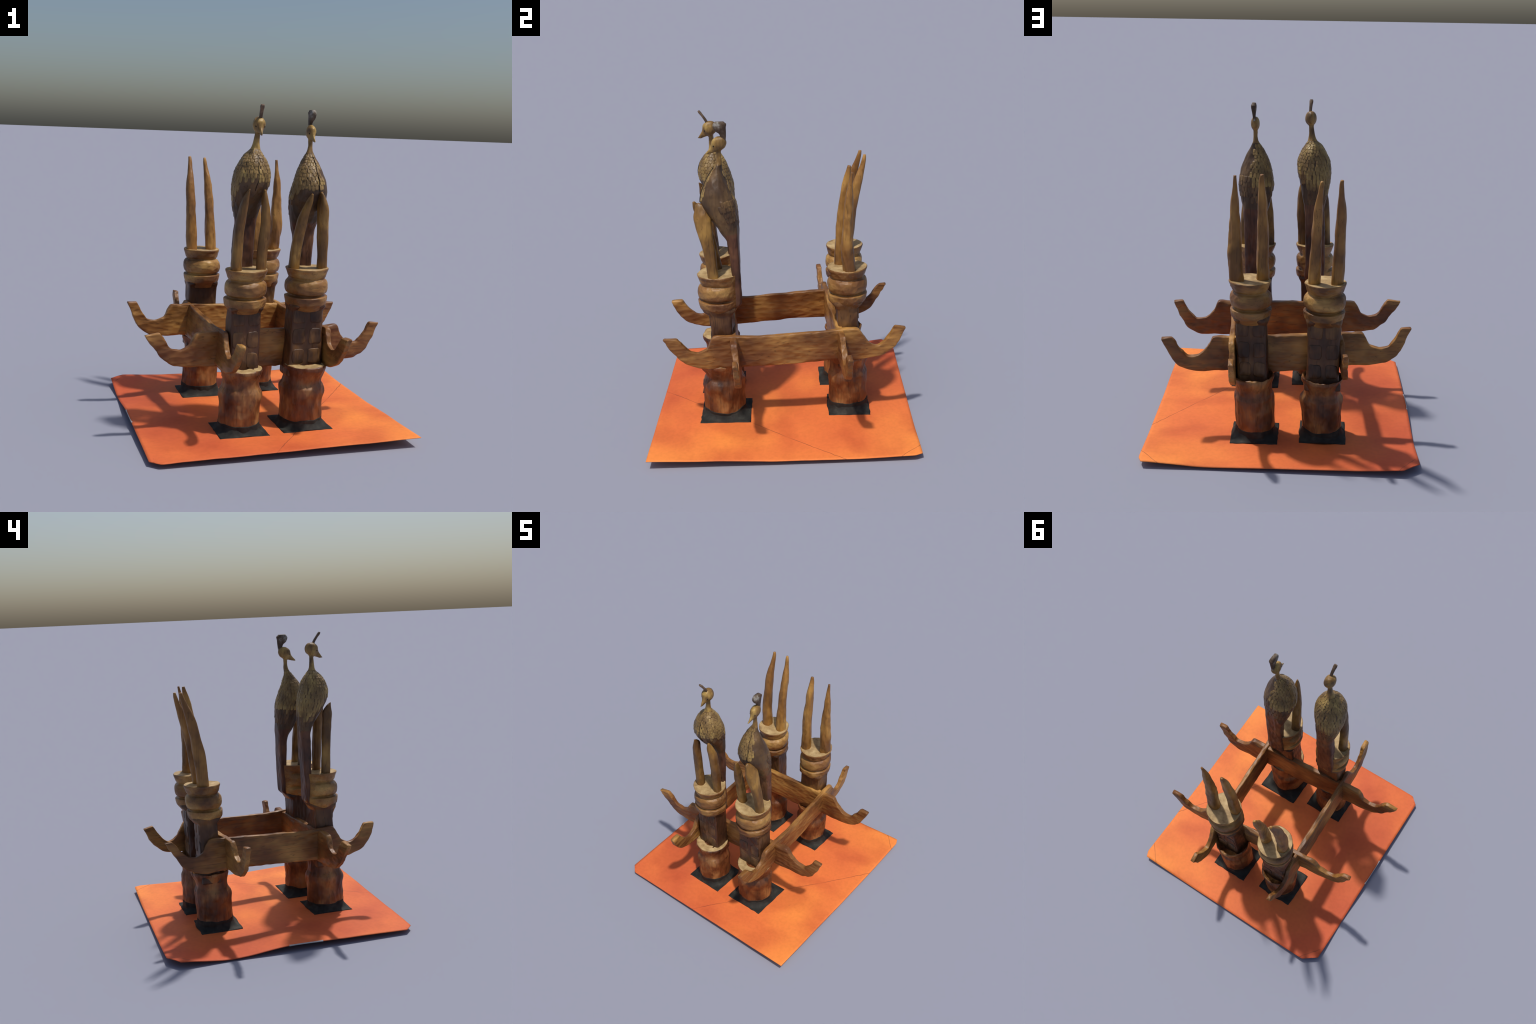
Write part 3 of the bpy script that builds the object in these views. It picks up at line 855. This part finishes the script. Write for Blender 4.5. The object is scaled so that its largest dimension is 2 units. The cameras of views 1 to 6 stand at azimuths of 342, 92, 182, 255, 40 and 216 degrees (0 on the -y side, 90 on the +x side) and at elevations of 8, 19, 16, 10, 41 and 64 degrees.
    # birds
    fl = Bird([(1.875, -.413, -.372, -.138, .019, 2), (1.83, -.413, -.370, -.140, .0185, 2), (1.79, -.413, -.368, -.144, .0205, 2), (1.755, -.414, -.364, -.148, .026, 2),
               (1.735, -.420, -.356, -.152, .033, 2), (1.70, -.450, -.330, -.158, .060, 2), (1.65, -.482, -.300, -.160, .092, 2),
               (1.60, -.494, -.284, -.163, .111, 2.05), (1.55, -.487, -.270, -.166, .114, 2.1), (1.50, -.462, -.264, -.170, .108, 2.2),
               (1.45, -.430, -.264, -.173, .099, 2.3), (1.40, -.392, -.266, -.174, .090, 2.5), (1.35, -.362, -.267, -.173, .080, 2.8),
               (1.30, -.350, -.268, -.174, .072, 3.2), (1.20, -.344, -.271, -.181, .070, 4), (1.0, -.340, -.279, -.185, .0685, 4.5),
               (.87, -.338, -.283, -.187, .069, 4.5), (.84, -.338, -.287, -.187, .069, 4.5), (.81, -.345, -.301, -.187, .067, 4), (.79, -.365, -.330, -.187, .062, 3)],
              dict(back=(-.1345, -.357, 1.912), tip=(-.137, -.474, 1.826), w=.038, h=.0455, neck_z=1.835, shoulder_z=1.738, tail_z=1.33, feather_top=1.738), 301)
    fr = Bird([(1.85, -.334, -.296, .224, .018, 2), (1.80, -.336, -.300, .221, .0145, 2), (1.775, -.336, -.302, .221, .014, 2), (1.745, -.341, -.299, .219, .018, 2), (1.715, -.354, -.300, .217, .030, 2),
               (1.66, -.392, -.290, .218, .060, 2), (1.61, -.421, -.274, .215, .088, 2), (1.55, -.447, -.250, .217, .107, 2.05), (1.50, -.454, -.232, .217, .114, 2.1),
               (1.45, -.436, -.223, .215, .118, 2.2), (1.40, -.405, -.222, .216, .113, 2.3), (1.35, -.372, -.222, .216, .104, 2.5), (1.30, -.340, -.222, .216, .090, 3),
               (1.25, -.308, -.223, .220, .078, 3.4), (1.20, -.298, -.224, .222, .071, 4), (1.06, -.291, -.226, .217, .067, 4.5), (.87, -.286, -.229, .215, .067, 4.5),
               (.835, -.288, -.231, .215, .067, 4.5), (.81, -.300, -.252, .215, .065, 4), (.79, -.320, -.285, .215, .060, 3)],
              dict(back=(.2235, -.272, 1.880), tip=(.2215, -.394, 1.797), w=.029, h=.042, neck_z=1.800, shoulder_z=1.722, tail_z=1.30, feather_top=1.722), 351)
    def fl_zone(t, z, rng):
        d = math.degrees(t)
        lim = np.interp(abs(d), [0, 40, 75, 110, 150, 180], [1.60, 1.585, 1.46, 1.42, 1.46, 1.47])
        if 30 < d < 150: lim = max(lim, 1.56)
        zz = z - rng.normal(0, .006)
        return 1 if zz > lim else (2 if zz > lim - np.interp(abs(d), [60, 100, 180], [0, .05, .11]) else 0)
    def fr_zone(t, z, rng):
        d = math.degrees(t)
        if 38 < d < 165: return 2 if (z < 1.52 and z > 1.40 and 95 < d) else 0
        lim = np.interp(abs(d), [0, 40, 75, 110, 150, 180], [1.54, 1.55, 1.48, 1.46, 1.47, 1.48])
        zz = z - rng.normal(0, .006)
        return 1 if zz > lim else (2 if zz > lim - np.interp(abs(d), [60, 100, 180], [0, .05, .11]) else 0)
    rl = build_bird(fl, fl_zone, .05)
    rr = build_bird(fr, fr_zone, .22)

    # legs: tusk shapes that lean in under the breast
    tusk('leg', [(-.256, -.432, 1.00, .036, .034), (-.255, -.436, 1.10, .035, .034), (-.246, -.447, 1.28, .032, .034), (-.232, -.462, 1.40, .026, .037), (-.222, -.470, 1.45, .020, .037), (-.214, -.484, 1.485, .013, .022), (-.208, -.500, 1.513, .005, .006)], M['leg'], rl, 401, slim=.003)
    tusk('leg', [(-.098, -.420, 1.00, .034, .034), (-.094, -.425, 1.12, .034, .035), (-.087, -.438, 1.30, .032, .036), (-.092, -.448, 1.41, .027, .034), (-.101, -.460, 1.47, .018, .025), (-.104, -.467, 1.507, .008, .010)], M['leg'], rl, 411, slim=.003)
    tusk('leg', [(.122, -.384, 1.00, .038, .034), (.126, -.396, 1.10, .037, .034), (.139, -.430, 1.28, .034, .034), (.160, -.465, 1.40, .025, .030), (.176, -.487, 1.46, .016, .022), (.182, -.498, 1.489, .007, .010)], M['leg'], rr, 421, slim=.003)
    tusk('leg', [(.302, -.398, 1.00, .034, .036), (.299, -.404, 1.10, .034, .038), (.288, -.420, 1.26, .035, .044), (.279, -.436, 1.36, .034, .054), (.271, -.442, 1.42, .030, .055), (.263, -.454, 1.465, .021, .038), (.252, -.470, 1.495, .009, .016)], M['leg'], rr, 431, slim=.003)

    # crests
    def crest(name, path, mat, parent, seed):
        tusk(name, path, mat, parent, seed, n=20, m=30, power=4, amp=.0012)
    crest('crest', [(-.131, -.404, 1.905, .010, .009), (-.132, -.418, 1.935, .0095, .008), (-.134, -.438, 1.966, .0105, .0068), (-.136, -.457, 1.992, .0115, .0065), (-.1362, -.460, 1.9965, .010, .005)], M['crest'], rl, 501)
    crest('crest', [(.226, -.287, 1.86, .009, .016), (.227, -.284, 1.895, .009, .017), (.229, -.288, 1.922, .012, .024), (.231, -.298, 1.948, .0165, .038), (.231, -.302, 1.968, .017, .040), (.230, -.302, 1.984, .012, .026)], M['crest_grey'], rr, 511)

main()
